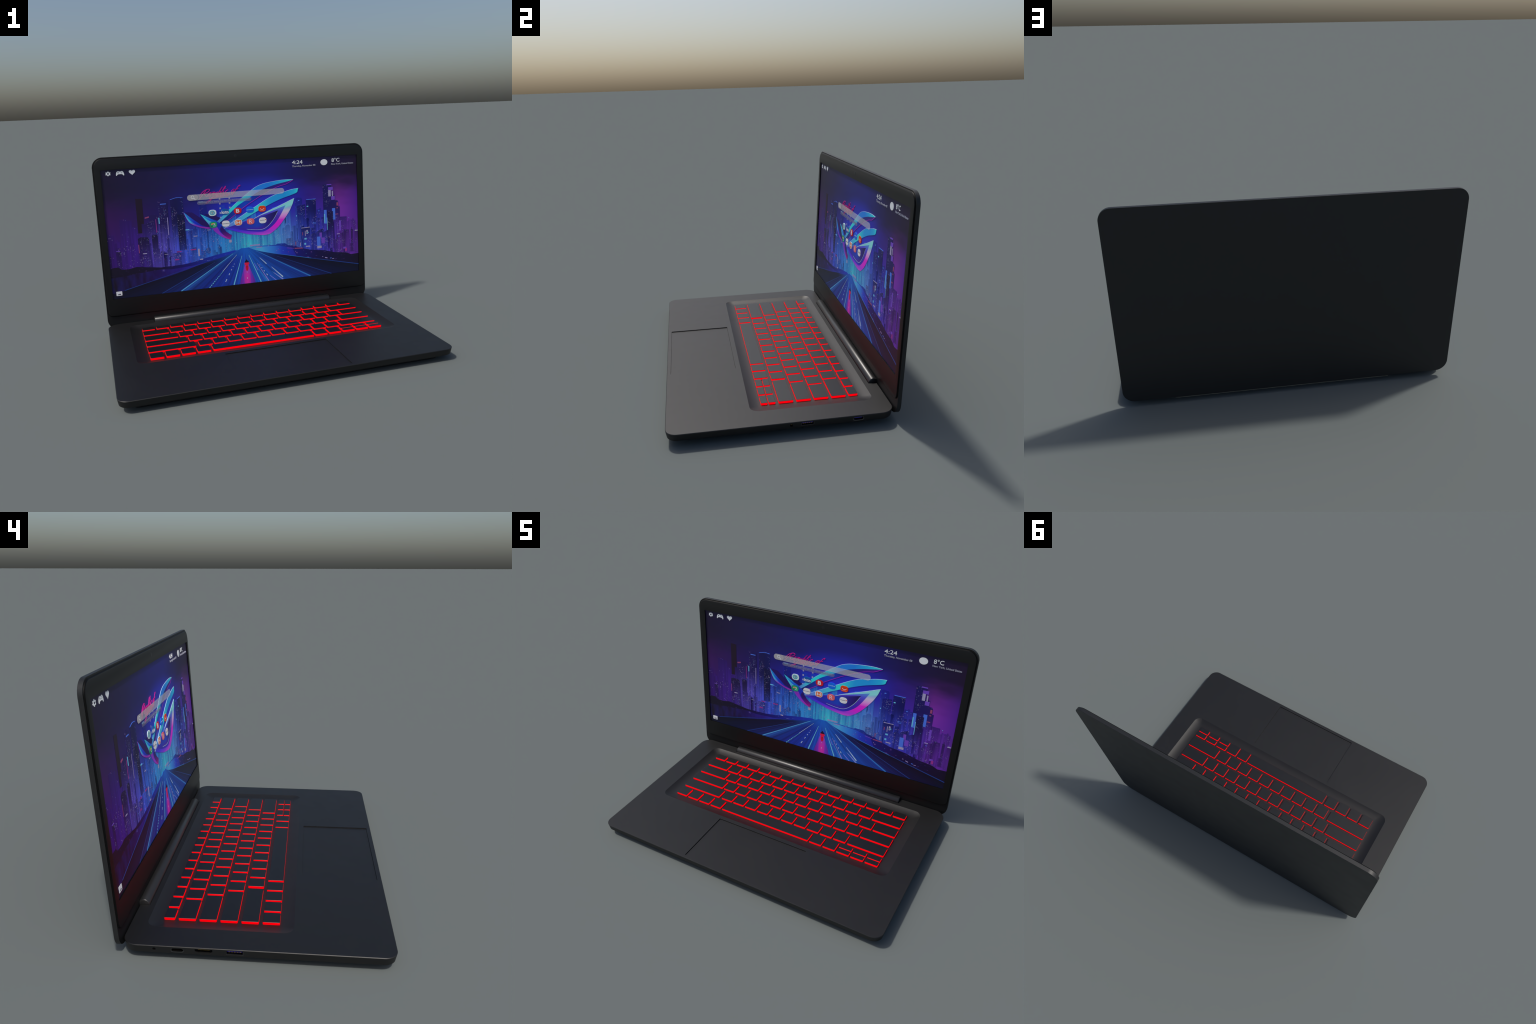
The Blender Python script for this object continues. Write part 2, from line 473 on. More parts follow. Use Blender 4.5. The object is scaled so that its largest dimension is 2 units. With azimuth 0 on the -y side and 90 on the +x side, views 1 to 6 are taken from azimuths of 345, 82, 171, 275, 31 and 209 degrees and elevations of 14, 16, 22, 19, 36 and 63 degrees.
M_WATER = picture("picture_water", water)

VPX, VPZ = 0.030, 0.290
def road(q, o, x, z, u):
    s = q.math("DIVIDE", q.math("SUBTRACT", x, VPX), q.math("SUBTRACT", VPZ, z))
    su = q.range(s, -3.6, 3.6)
    P = lambda v: (v + 3.6) / 7.2
    c = q.ramp(su, [(P(-3.5), shown(24, 26, 38)), (P(-2.3), shown(25, 30, 56)), (P(-1.75), shown(28, 42, 96)), (P(-1.62), shown(36, 74, 140)), (P(-1.45), shown(28, 48, 110)),
                    (P(-1.0), shown(28, 44, 122)), (P(-0.4), shown(28, 54, 138)), (P(0.0), shown(32, 74, 160)), (P(0.5), shown(30, 78, 158)), (P(1.1), shown(30, 66, 142)),
                    (P(1.7), shown(28, 50, 118)), (P(1.95), shown(28, 36, 80)), (P(2.5), shown(25, 28, 54)), (P(3.5), shown(24, 26, 38))])
    st = q.noise(q.vec(q.math("MULTIPLY", s, 11.0), q.math("MULTIPLY", z, 1.5)), 1.0, 3.0)
    c = q.mix(1.0, c, q.ramp(st, [(0.3, (0.55, 0.55, 0.6, 1)), (0.7, (1.5, 1.5, 1.45, 1))]), "MULTIPLY")
    return q.mix(q.range(z, 0.17, 0.275, 0.0, 0.8, True), c, q.mix(q.range(q.math("ABSOLUTE", s), 0.5, 6.0), shown(30, 88, 172), shown(30, 44, 120)))
M_ROAD = picture("picture_road", road)

def prism(pts, k, thick=None, mi=0, base_k=None):
    """thin raised piece of the picture: outline in screen x, z; front on layer k"""
    y0 = lay(k)
    y1 = lay(base_k) + 0.00015 if base_k is not None else PANEL + 0.0003
    area = sum(pts[i][0] * pts[(i + 1) % len(pts)][1] - pts[(i + 1) % len(pts)][0] * pts[i][1] for i in range(len(pts)))
    if area < 0:
        pts = list(reversed(pts))
    return loft([[(x, y0, z) for x, z in pts], [(x, y1, z) for x, z in pts]]), mi

def clip(v):
    return max(-SW + 0.0005, min(SW - 0.0005, v))

def strip(a, b, wa, wb, k, mi=0):
    (x0, z0), (x1, z1) = a, b
    l = math.hypot(x1 - x0, z1 - z0)
    nx, nz = -(z1 - z0) / l / 2, (x1 - x0) / l / 2
    return prism([(x0 + nx * wa, z0 + nz * wa), (x0 - nx * wa, z0 - nz * wa), (x1 - nx * wb, z1 - nz * wb), (x1 + nx * wb, z1 + nz * wb)], k, mi=mi)

def smooth_line(pts, n=5):
    """Catmull-Rom through control points"""
    out = []
    for i in range(len(pts) - 1):
        p0, p1, p2, p3 = pts[max(i - 1, 0)], pts[i], pts[i + 1], pts[min(i + 2, len(pts) - 1)]
        for j in range(n):
            t = j / n
            out.append(tuple(0.5 * (2 * b + (c - a) * t + (2 * a - 5 * b + 4 * c - d) * t * t + (3 * b - a - 3 * c + d) * t ** 3) for a, b, c, d in zip(p0, p1, p2, p3)))
    out.append(pts[-1])
    return out

def ribbon(pts, w, k, mi=0):
    """thin line along a path"""
    left, right = [], []
    for i, p in enumerate(pts):
        a, b = pts[max(i - 1, 0)], pts[min(i + 1, len(pts) - 1)]
        dx, dz = b[0] - a[0], b[1] - a[1]
        l = math.hypot(dx, dz) or 1
        t = w * (0.5 if 0 < i < len(pts) - 1 else 0.2)
        left.append((p[0] - dz / l * t, p[1] + dx / l * t)); right.append((p[0] + dz / l * t, p[1] - dx / l * t))
    return prism(left + right[::-1], k, mi=mi)

display = new_obj("display_panel", box_mesh(-SW - 0.003, SW + 0.003, PANEL, PANEL + 0.004, -0.003, SH + 0.003), [M_SKY], lid)

# --- towers: x0, x1, roof height left, roof height right, foot
far = [(-0.853, -0.769, .561, .554, .2), (-0.945, -0.90, .46, .45, .2), (-0.90, -0.86, .40, .41, .2), (-0.588, -0.565, .50, .50, .25), (-0.40, -0.30, .44, .44, .25), (-0.290, -0.235, .610, .607, .25),
       (-0.145, -0.10, .600, .600, .25), (-0.075, -0.02, .605, .60, .25), (-0.20, -0.15, .52, .52, .25), (0.02, 0.06, .50, .50, .25), (0.09, 0.13, .56, .56, .25), (0.18, 0.225, .515, .515, .25),
       (0.255, 0.30, .55, .56, .25), (0.35, 0.40, .52, .53, .25), (0.437, 0.495, .612, .608, .25), (0.608, 0.667, .515, .510, .25), (0.867, 0.921, .411, .406, .2), (0.921, 0.9455, .388, .386, .2), (-0.77, -0.735, .50, .49, .2)]
for i in range(26):
    x = -0.33 + 0.036 * i + rng.uniform(-0.01, 0.01)
    h = rng.uniform(0.34, 0.47)
    far.append((x, x + rng.uniform(0.02, 0.045), h, h + rng.uniform(-0.006, 0.006), 0.25))
mid = [(-0.647, -0.588, .575, .570, .25), (-0.577, -0.511, .669, .665, .25), (-0.492, -0.402, .670, .679, .25), (-0.285, -0.235, .632, .630, .25), (-0.539, -0.472, .403, .400, .25), (-0.452, -0.403, .366, .361, .26),
       (-0.351, -0.295, .387, .390, .26), (-0.380, -0.320, .445, .450, .26), (-0.201, -0.156, .430, .428, .26), (-0.062, -0.022, .440, .440, .26), (-0.245, -0.205, .425, .42, .26), (0.405, 0.440, .402, .402, .2),
       (0.443, 0.505, .413, .413, .25), (0.452, 0.517, .548, .557, .2), (0.524, 0.604, .588, .592, .2), (0.540, 0.633, .436, .452, .2), (0.664, 0.733, .690, .693, .2), (0.733, 0.762, .609, .609, .2), (0.735, 0.788, .568, .566, .2),
       (0.733, 0.799, .511, .519, .2), (0.797, 0.854, .438, .437, .2), (0.230, 0.256, .346, .346, .26), (0.266, 0.316, .335, .350, .26), (0.08, 0.105, .36, .36, .26), (0.135, 0.16, .34, .34, .26), (-0.703, -0.610, .520, .512, .2)]
near = [(-0.738, -0.660, .422, .418, .2), (-0.640, -0.598, .433, .430, .2), (-0.450, -0.398, .560, .556, .3), (-0.894, -0.863, .336, .336, .2), (-0.714, -0.680, .305, .302, .19), (-0.635, -0.592, .327, .329, .19), (-0.588, -0.531, .303, .299, .19),
        (-0.505, -0.420, .291, .292, .19), (-0.9460, -0.929, .309, .302, .2), (0.358, 0.402, .310, .312, .25), (0.427, 0.474, .291, .289, .2), (0.482, 0.550, .375, .378, .18), (0.553, 0.599, .329, .329, .14), (0.694, 0.742, .489, .486, .2),
        (0.829, 0.871, .337, .333, .15), (0.768, 0.825, .306, .307, .15), (0.744, 0.804, .268, .272, .10), (0.660, 0.735, .34, .35, .15), (0.918, 0.9455, .318, .32, .15), (-0.26, -0.225, .30, .30, .26), (0.60, 0.66, .345, .36, .22)]
def envelope(x):
    return 0.36 + 0.08 * math.exp(-((x + 0.45) / 0.22) ** 2) + 0.09 * math.exp(-((x - 0.66) / 0.2) ** 2) + 0.05 * math.exp(-((x - 0.05) / 0.3) ** 2)
for i in range(46):
    x = -0.94 + 0.0405 * i + rng.uniform(-0.012, 0.012)
    h = envelope(x) * rng.uniform(0.86, 1.10)
    mid.append((x, x + rng.uniform(0.018, 0.040), h, h + rng.uniform(-0.004, 0.004), 0.2))
for i in range(34):
    x = rng.choice((rng.uniform(-0.62, -0.12), rng.uniform(0.20, 0.92)))
    h = rng.uniform(0.245, 0.325) if x < 0.6 else rng.uniform(0.20, 0.36)
    near.append((x, x + rng.uniform(0.014, 0.045), h, h + rng.uniform(-0.003, 0.003), 0.16))
dim = [(-0.731, -0.685, .693, .690, .45)]

def tower(t, k):
    x0, x1, a, b, foot = t
    x0, x1 = clip(x0), clip(x1)
    w = (x1 - x0) * 0.12
    style = rng.random()
    if style < 0.4:
        pts = [(x0, foot), (x1, foot), (x1, b), (x0, a)]
    elif style < 0.75:
        pts = [(x0, foot), (x1, foot), (x1, b - 0.012), (x1 - w, b), (x0 + w * 2, a), (x0, a - 0.010)]
    else:
        m = (x0 + x1) / 2
        pts = [(x0, foot), (x1, foot), (x1, b - 0.008), (m + w, b - 0.008), (m + w, b + 0.006), (m - w, b + 0.006), (m - w, a - 0.006), (x0, a - 0.006)]
    return prism(pts, k)

def setof(name, items, k, mat):
    joined(name, [tower(t, k + 0.05 * (i % 8)) for i, t in enumerate(items)], [mat], lid, "stuff", 25)

setof("pictured_far_towers", far, 1.0, M_FAR)
setof("pictured_dim_tower", dim, 1.5, M_DIM)
setof("pictured_towers", mid, 1.6, M_MID)
setof("pictured_near_towers", near, 2.2, M_NEAR)

# --- roof lights, signs and bright spots
SIGN = [tint("sign_white", 138, 132, 160), tint("sign_blue", 66, 100, 196), tint("sign_pink", 130, 48, 118), tint("sign_red", 128, 62, 96), tint("sign_cyan", 92, 160, 196), tint("sign_violet", 96, 62, 160), tint("sign_lilac", 130, 120, 165)]
def bar(x0, x1, z0, z1, mi, k=3.0, slope=0.0):
    return prism([(x0, z0), (x1, z0 + slope), (x1, z1 + slope), (x0, z1)], k, mi=mi)
signs = [bar(-0.563, -0.522, .639, .645, 1), bar(-0.492, -0.445, .667, .670, 1, slope=.012), bar(-0.444, -0.402, .679, .682, 1, slope=-.004), bar(-0.677, -0.648, .549, .558, 3, slope=.006),
         bar(-0.583, -0.576, .505, .548, 4), bar(-0.604, -0.600, .445, .540, 2), bar(-0.522, -0.517, .42, .545, 6, 2.4), bar(-0.738, -0.733, .310, .370, 3, 2.3),
         bar(-0.894, -0.866, .335, .339, 5), bar(-0.712, -0.683, .300, .306, 0), bar(-0.472, -0.438, .289, .295, 2), bar(-0.489, -0.459, .232, .241, 2), bar(-0.455, -0.447, .257, .264, 0), bar(-0.560, -0.534, .281, .284, 0),
         bar(-0.372, -0.332, .293, .301, 2), bar(-0.343, -0.315, .391, .396, 0), bar(-0.398, -0.370, .441, .448, 4), bar(-0.372, -0.345, .439, .443, 1), bar(-0.240, -0.215, .427, .431, 0), bar(-0.290, -0.255, .633, .637, 4),
         bar(-0.318, -0.306, .245, .300, 0, 2.6), bar(-0.084, -0.064, .322, .342, 0, 2.6), bar(-0.308, -0.286, .216, .224, 0, 3.2), bar(0.071, 0.150, .279, .289, 6, 2.6), bar(0.120, 0.165, .263, .269, 6, 3.0),
         bar(0.085, 0.110, .377, .381, 0, 2.7), bar(0.520, 0.532, .33, .360, 0), bar(0.508, 0.513, .315, .355, 0), bar(0.487, 0.492, .322, .345, 3), bar(0.502, 0.520, .288, .300, 4), bar(0.500, 0.514, .248, .262, 4), bar(0.512, 0.545, .230, .238, 0),
         bar(0.420, 0.486, .225, .232, 3, 3.1, -.004), bar(0.360, 0.415, .236, .240, 5, 3.1, -.008), bar(0.466, 0.471, .240, .268, 0), bar(0.429, 0.434, .252, .278, 3), bar(0.604, 0.640, .210, .228, 0, 2.7), bar(0.604, 0.632, .228, .300, 1, 2.7), bar(0.640, 0.668, .245, .290, 5, 2.65),
         bar(0.626, 0.645, .29, .33, 5, 2.65), bar(0.480, 0.550, .376, .380, 0, 3.0, .002), bar(0.708, 0.728, .600, .648, 0), bar(0.738, 0.746, .600, .640, 0), bar(0.708, 0.746, .648, .670, 5, 2.9), bar(0.731, 0.760, .572, .600, 5, 2.9), bar(0.697, 0.735, .686, .693, 5),
         bar(0.773, 0.786, .525, .550, 3), bar(0.772, 0.784, .505, .512, 3), bar(0.762, 0.785, .458, .464, 3), bar(0.735, 0.760, .420, .508, 1, 2.05), bar(0.668, 0.690, .395, .50, 1, 1.99), bar(0.690, 0.700, .345, .44, 4, 2.1), bar(0.668, 0.676, .400, .470, 4, 2.1),
         bar(0.790, 0.805, .33, .41, 5, 2.1), bar(0.920, 0.944, .317, .323, 0), bar(0.770, 0.795, .305, .309, 0), bar(0.779, 0.790, .286, .290, 1), bar(0.529, 0.605, .588, .592, 1, 2.6), bar(0.530, 0.543, .535, .543, 4), bar(0.462, 0.474, .585, .592, 1), bar(0.443, 0.450, .47, .478, 4),
         bar(0.620, 0.632, .495, .500, 1), bar(0.575, 0.600, .410, .413, 1), bar(0.575, 0.600, .400, .403, 1), bar(0.520, 0.538, .337, .345, 4), bar(0.642, 0.650, .139, .143, 6), bar(0.665, 0.685, .130, .136, 6, slope=-.006), bar(0.706, 0.720, .121, .126, 1), bar(0.724, 0.740, .116, .120, 6), bar(0.820, 0.845, .185, .200, 5, 2.9), bar(0.835, 0.850, .165, .190, 2, 2.95)]
for i in range(110):
    x = rng.choice((rng.uniform(-0.62, -0.15), rng.uniform(0.18, 0.9), rng.uniform(-0.3, 0.3)))
    z = rng.uniform(0.20, 0.30) if abs(x) > 0.25 else rng.uniform(0.29, 0.36)
    if x > 0.5: z = rng.uniform(0.16, 0.45)
    w = rng.uniform(0.002, 0.006)
    signs.append(bar(x, x + w, z, z + rng.uniform(0.0018, 0.0035), rng.choice((6, 6, 1, 4, 2, 5)), 3.0))
for row_x in (-0.14, -0.068):
    for i in range(5):
        signs.append(bar(row_x, row_x + 0.011, 0.505 + 0.034 * i, 0.517 + 0.034 * i, 0, 1.9))
joined("pictured_lights", signs, SIGN, lid, "stuff", 25)

# --- shore, water, road
hill = [(-0.9460, .215), (-0.93, .222), (-0.889, .224), (-0.868, .205), (-0.82, .203), (-0.763, .214), (-0.71, .207), (-0.66, .200), (-0.593, .192), (-0.428, .196), (-0.35, .206), (-0.285, .222), (-0.192, .240), (-0.046, .262), (-0.02, .25),
        (-0.20, .205), (-0.36, .180), (-0.428, .176), (-0.52, .170), (-0.60, .178), (-0.70, .170), (-0.86, .155), (-0.9460, .15)]
hill_r = [(0.075, .272), (0.178, .274), (0.27, .270), (0.285, .278), (0.345, .276), (0.37, .258), (0.42, .250), (0.47, .228), (0.55, .205), (0.66, .19), (0.75, .165), (0.80, .160), (0.849, .152), (0.884, .136), (0.9455, .140), (0.9455, .04), (0.70, .09), (0.44, .155), (0.40, .235), (0.30, .262), (0.18, .268)]
joined("pictured_shore", [prism([(clip(x), z) for x, z in hill], 2.8), prism([(clip(x), z) for x, z in hill_r], 2.8)], [M_GROUND], lid, "stuff", 25)
joined("pictured_water", [prism([(-0.9460, .19), (-0.6, .185), (-0.42, .180), (-0.2, .215), (-0.03, .262), (0.02, .255), (-0.3, .15), (-0.9460, .02)], 2.55),
                          prism([(0.05, .275), (0.18, .274), (0.30, .266), (0.42, .245), (0.47, .20), (0.52, .12), (0.3, .15), (0.09, .24)], 2.6)], [M_WATER], lid, "stuff", 25)
road_out = smooth_line([(-0.9460, .038), (-0.875, .049), (-0.71, .086), (-0.543, .121), (-0.424, .150), (-0.298, .184), (-0.124, .224), (-0.047, .249), (0.005, .271)], 4) + \
           smooth_line([(0.06, .271), (0.108, .249), (0.179, .226), (0.307, .193), (0.459, .162), (0.747, .092), (0.9460, .050)], 4) + [(0.9460, 0.0006), (-0.9460, 0.0006)]
road_o = joined("pictured_road", [prism(road_out, 3.4)], [M_ROAD], lid)

LINE = [tint("line_pale_cyan", 92, 168, 196), tint("line_blue", 46, 104, 168), tint("line_dim_blue", 34, 58, 118), tint("line_lilac", 130, 120, 190), tint("line_white", 150, 175, 195)]
def ray(s, z0, z1, w0, w1, k=3.8, mi=0):
    f = lambda z: (VPX + s * (0.284 - z), z)
    return strip(f(z0), f(z1), w0, w1, k, mi)
lines = [ray(-0.345, 0.001, .215, .0085, .0025), strip((0.1435, 0.001), (0.059, .215), .0085, .0025, 3.8, 0)]
lines += [strip((-0.462, 0.001), (-0.060, .237), .010, .003, 3.75, 1), strip((-0.462, 0.001), (-0.060, .237), .003, .0015, 3.85, 0), strip((0.540, 0.001), (0.114, .242), .010, .003, 3.75, 1)]
lines += [strip((0.714, 0.001), (0.276, .184), .005, .002, 3.75, 2), strip((-0.60, 0.001), (-0.20, .188), .005, .002, 3.75, 2), strip((0.9455, .053), (0.55, .140), .006, .004, 3.8, 2), strip((0.55, .140), (0.30, .197), .0035, .0025, 3.8, 1), strip((-0.86, .054), (-0.25, .197), .004, .002, 3.8, 2)]
lines += [strip((-0.146, .113), (-0.033, .226), .0030, .0014, 3.8, 4)]
for i in range(11):
    t0 = (i / 11) ** 1.0
    za = 0.001 + 0.112 * (1 - (1 - t0) ** 1.35); zb = za + 0.0085 * (1 - 0.6 * t0)
    g = lambda z: (-0.256 + (z + 0.002) * 0.985, z)
    lines.append(strip(g(za), g(min(zb, .113)), .0065 - .003 * t0, .006 - .003 * t0, 3.8, 0))
for z, l in ((.032, .019), (.080, .013), (.114, .009), (.138, .006), (.156, .005)):
    g = lambda z: (-0.131 + (z - .03) * 0.585, z)
    lines.append(strip(g(z), g(z + l), .006 - z * .018, .0055 - z * .018, 3.8, 4))
for z, l in ((.046, .012), (.078, .009), (.105, .007), (.128, .005)):
    g = lambda z: (0.197 - (z - .046) * 0.68, z)
    lines.append(strip(g(z), g(z + l), .006 - z * .018, .0055 - z * .018, 3.8, 4))
lines += [strip((0.192, .134), (0.141, .187), .006, .002, 3.8, 4), strip((0.317, .020), (0.230, .107), .009, .002, 3.8, 4), strip((0.318, .001), (0.235, .070), .016, .004, 3.75, 1), strip((0.318, .001), (0.245, .060), .006, .002, 3.85, 3),
          strip((0.124, .092), (0.097, .148), .003, .0015, 3.8, 3), strip((0.205, .001), (0.118, .148), .006, .002, 3.8, 3), strip((0.264, .001), (0.214, .043), .004, .002, 3.8, 3), strip((0.195, .001), (0.13, .10), .014, .004, 3.72, 1)]
joined("pictured_road_lines", lines, LINE, lid, "stuff", 25)

# rider with light trail
def trail(q, o, x, z, u):
    c = q.ramp(q.range(q.math("ABSOLUTE", q.math("SUBTRACT", x, 0.039)), 0.0, 0.062), [(0.0, shown(176, 50, 150)), (0.32, shown(160, 46, 150)), (0.45, shown(104, 50, 160)), (0.8, shown(92, 42, 140)), (1.0, shown(52, 54, 160))])
    return q.mix(q.range(z, 0.06, 0.15, 0.0, 0.75), c, shown(70, 70, 176))
M_TRAIL = picture("picture_light_trail", trail)
joined("pictured_light_trail", [prism([(-0.024, .0008), (0.104, .0008), (0.055, .135), (0.043, .165), (0.034, .165), (0.020, .135)], 3.6)], [M_TRAIL], lid, "stuff")
RID = [tint("rider_black", 30, 26, 48), tint("rider_red", 196, 34, 66), tint("rider_dark_red", 150, 26, 40)]
rider = [prism([(0.024, .158), (0.026, .170), (0.033, .175), (0.036, .183), (0.042, .183), (0.046, .175), (0.053, .170), (0.056, .158)], 4.2),
         prism([(0.020, .150), (0.024, .160), (0.056, .160), (0.060, .150), (0.050, .140), (0.052, .118), (0.046, .100), (0.033, .100), (0.027, .118), (0.029, .140)], 4.4, mi=1),
         prism([(0.034, .135), (0.045, .135), (0.043, .098), (0.036, .098)], 4.6, mi=2)]
joined("pictured_rider", rider, RID, lid, "stuff")
joined("pictured_lane_dash", [bar(0.037, 0.0405, .036, .047, 0, 4.0), bar(0.0375, 0.0395, .083, .090, 0, 4.5)], [LINE[4]], lid, "stuff")

# --- emblem: swept blades
def along_x(*stops):
    return lambda q, o, x, z, u: q.ramp(q.range(x, stops[0][0], stops[-1][0]), [((p - stops[0][0]) / (stops[-1][0] - stops[0][0]), shown(*c)) for p, c in stops])
M_B1 = picture("emblem_cyan_blade", along_x((-0.17, (74, 100, 180)), (-0.11, (66, 160, 195)), (-0.05, (46, 188, 188)), (0.06, (44, 176, 192)), (0.14, (36, 110, 196)), (0.24, (34, 110, 196)), (0.34, (36, 150, 196)), (0.431, (50, 190, 186))))
M_B1D = picture("emblem_navy_face", along_x((-0.15, (30, 30, 84)), (0.05, (28, 60, 165)), (0.2, (28, 34, 110)), (0.43, (60, 30, 110))))
M_B2 = picture("emblem_teal_blade", along_x((-0.12, (110, 92, 186)), (-0.05, (80, 122, 194)), (0.04, (64, 160, 200)), (0.14, (52, 188, 188)), (0.25, (36, 134, 194)), (0.36, (34, 130, 194)), (0.43, (38, 150, 194)), (0.468, (48, 186, 188))))
M_MAG = tint("emblem_magenta_line", 140, 32, 160)
M_PALE = tint("emblem_pale_edge", 150, 180, 205)
def eye(q, o, x, z, u):
    v = q.math("ADD", z, q.math("MULTIPLY", q.range(x, 0.12, -0.1), 0.0))
    right = q.ramp(q.range(v, 0.345, 0.610), [(0.0, shown(184, 76, 184)), (0.12, shown(150, 56, 186)), (0.26, shown(188, 34, 180)), (0.42, shown(190, 40, 178)), (0.55, shown(190, 130, 200)), (0.66, shown(176, 168, 206)), (0.78, shown(116, 150, 206)), (0.9, shown(116, 190, 196)), (1.0, shown(130, 200, 190))])
    left = q.ramp(q.range(z, 0.350, 0.43), [(0.0, shown(180, 72, 182)), (0.35, shown(110, 52, 190)), (0.7, shown(64, 44, 190)), (1.0, shown(56, 60, 186))])
    c = q.mix(q.range(x, 0.10, 0.24), left, right)
    arm = q.ramp(q.range(x, 0.10, 0.42), [(0.0, shown(190, 190, 205)), (0.4, shown(110, 186, 205)), (1.0, shown(120, 196, 194))])
    d = q.math("SUBTRACT", z, q.math("ADD", 0.438, q.math("MULTIPLY", x, 0.300)))
    return q.mix(q.math("MULTIPLY", q.range(d, -0.012, 0.004), q.range(z, 0.47, 0.49)), c, arm)
M_EYE = picture("emblem_magenta_band", eye)
def eyemid(q, o, x, z, u):
    a = q.ramp(q.range(z, 0.375, 0.57), [(0.0, shown(64, 44, 176)), (0.12, shown(44, 40, 150)), (0.35, shown(56, 40, 150)), (0.55, shown(70, 44, 150)), (0.75, shown(74, 70, 180)), (1.0, shown(78, 140, 200))])
    return q.mix(q.range(x, 0.0, -0.1), a, shown(60, 54, 186))
M_EYEM = picture("emblem_indigo_band", eyemid)
def hollow(q, o, x, z, u):
    a = q.ramp(q.range(x, -0.1, 0.3), [(0.0, shown(66, 32, 150)), (0.3, shown(40, 44, 150)), (0.6, shown(34, 60, 160)), (0.8, shown(44, 34, 112)), (1.0, shown(34, 26, 66))])
    return q.mix(q.range(z, 0.425, 0.398), a, shown(66, 24, 140))
M_HOLLOW = picture("emblem_hollow", hollow)
M_W1 = picture("emblem_wing", lambda q, o, x, z, u: q.mix(q.range(z, 0.50, 0.44), q.ramp(q.range(x, -0.403, -0.27), [(0.0, shown(56, 196, 190)), (0.35, shown(46, 150, 196)), (0.6, shown(36, 70, 190)), (1.0, shown(30, 42, 130))]), shown(140, 44, 150)))
M_W1D = tint("emblem_violet_shade", 38, 24, 84)
M_W1B = picture("emblem_wing_blue", along_x((-0.40, (40, 120, 190)), (-0.33, (28, 48, 168)), (-0.22, (30, 28, 110))))
M_W2 = picture("emblem_leg", lambda q, o, x, z, u: q.ramp(q.range(z, 0.345, 0.548), [(0.0, shown(160, 40, 140)), (0.2, shown(120, 52, 176)), (0.42, shown(118, 44, 160)), (0.55, shown(104, 76, 176)), (0.72, shown(66, 160, 196)), (1.0, shown(60, 196, 192))]))
M_W2B = picture("emblem_leg_blue", lambda q, o, x, z, u: q.ramp(q.range(z, 0.36, 0.53), [(0.0, shown(44, 30, 110)), (0.3, shown(34, 42, 150)), (0.6, shown(28, 44, 160)), (0.8, shown(30, 84, 186)), (1.0, shown(40, 130, 196))]))
M_W2D = picture("emblem_leg_violet", lambda q, o, x, z, u: q.ramp(q.range(z, 0.345, 0.47), [(0.0, shown(150, 30, 120)), (0.25, shown(92, 26, 110)), (0.5, shown(46, 26, 96)), (1.0, shown(34, 28, 96))]))

b1o = smooth_line([(-0.168, .483), (-0.123, .520), (-0.077, .558), (-0.017, .606), (0.039, .648), (0.100, .689), (0.143, .715), (0.181, .729), (0.222, .738), (0.309, .748), (0.378, .751), (0.431, .7475)])
b1i = smooth_line([(0.431, .7465), (0.360, .733), (0.290, .720), (0.199, .695), (0.143, .670), (0.091, .639), (0.014, .598), (-0.023, .572), (-0.082, .524), (-0.146, .474)])
b1m = smooth_line([(0.431, .7465), (0.377, .719), (0.331, .709), (0.282, .694), (0.183, .650), (0.113, .613), (0.029, .564), (-0.026, .523), (-0.081, .488), (-0.127, .460)])
b2t = smooth_line([(-0.119, .429), (-0.035, .479), (0.059, .532), (0.120, .565), (0.216, .617), (0.286, .646), (0.357, .662), (0.413, .675), (0.468, .681)])
b2b = smooth_line([(0.462, .664), (0.444, .645), (0.319, .609), (0.210, .566), (0.118, .524), (0.038, .485), (-0.030, .448), (-0.082, .429)])
eo = [(0.109, .480)] + smooth_line([(0.211, .523), (0.317, .562), (0.433, .608)]) + smooth_line([(0.419, .569), (0.392, .518), (0.347, .458), (0.295, .402), (0.248, .368), (0.216, .356), (0.167, .355), (0.065, .371), (0.037, .380), (-0.033, .401), (-0.105, .428)])
em = smooth_line([(-0.105, .4295), (-0.015, .414), (0.066, .394), (0.151, .380), (0.204, .387), (0.261, .422), (0.306, .471), (0.363, .562)]) + [(0.211, .515)]
ei = smooth_line([(-0.105, .4305), (-0.048, .430), (0.0, .422), (0.067, .407), (0.135, .398), (0.187, .401), (0.230, .428), (0.271, .474), (0.303, .528)]) + [(0.210, .503), (0.115, .479)]
w1 = smooth_line([(-0.403, .571), (-0.378, .514), (-0.351, .483), (-0.292, .455), (-0.234, .440), (-0.214, .445)])
w1b = smooth_line([(-0.403, .571), (-0.372, .523), (-0.335, .488), (-0.285, .462), (-0.216, .446)])
w1t = [(-0.216, .4455), (-0.278, .468), (-0.339, .516), (-0.400, .570)]
parts = [prism(b1i[::-1] + b1m[1:][::1], 4.2, mi=1) if False else prism(b1i + b1m[::-1], 4.2, mi=1),
         prism(b1o + b1i, 4.4, mi=0), ribbon(b1m, .0036, 4.6, 3), ribbon(b1o[12:], .0014, 4.6, 4),
         prism(b2t + b2b, 4.4, mi=2), ribbon(b2t, .0016, 4.6, 4),
         prism(eo, 4.2, mi=5), prism(em, 4.4, mi=6), prism(ei, 4.6, mi=7), ribbon(ei[14:-3], .0022, 4.8, 4), ribbon(smooth_line([(0.109, .480), (0.211, .523), (0.317, .562), (0.433, .608)]), .0036, 4.6, 4)]
M_EMB = [M_B1, M_B1D, M_B2, M_MAG, M_PALE, M_EYE, M_EYEM, M_HOLLOW, M_W1, M_W1D, M_W1B, M_W2, M_W2B, M_W2D]
parts += [prism([(-0.398, .5705), (-0.383, .571), (-0.342, .566), (-0.243, .493), (-0.214, .4455), (-0.278, .466), (-0.339, .512)], 4.0, mi=9), prism(w1 + w1t, 4.2, mi=8), prism(w1b + w1t, 4.4, mi=10), ribbon(w1, .0022, 4.6, 3)]
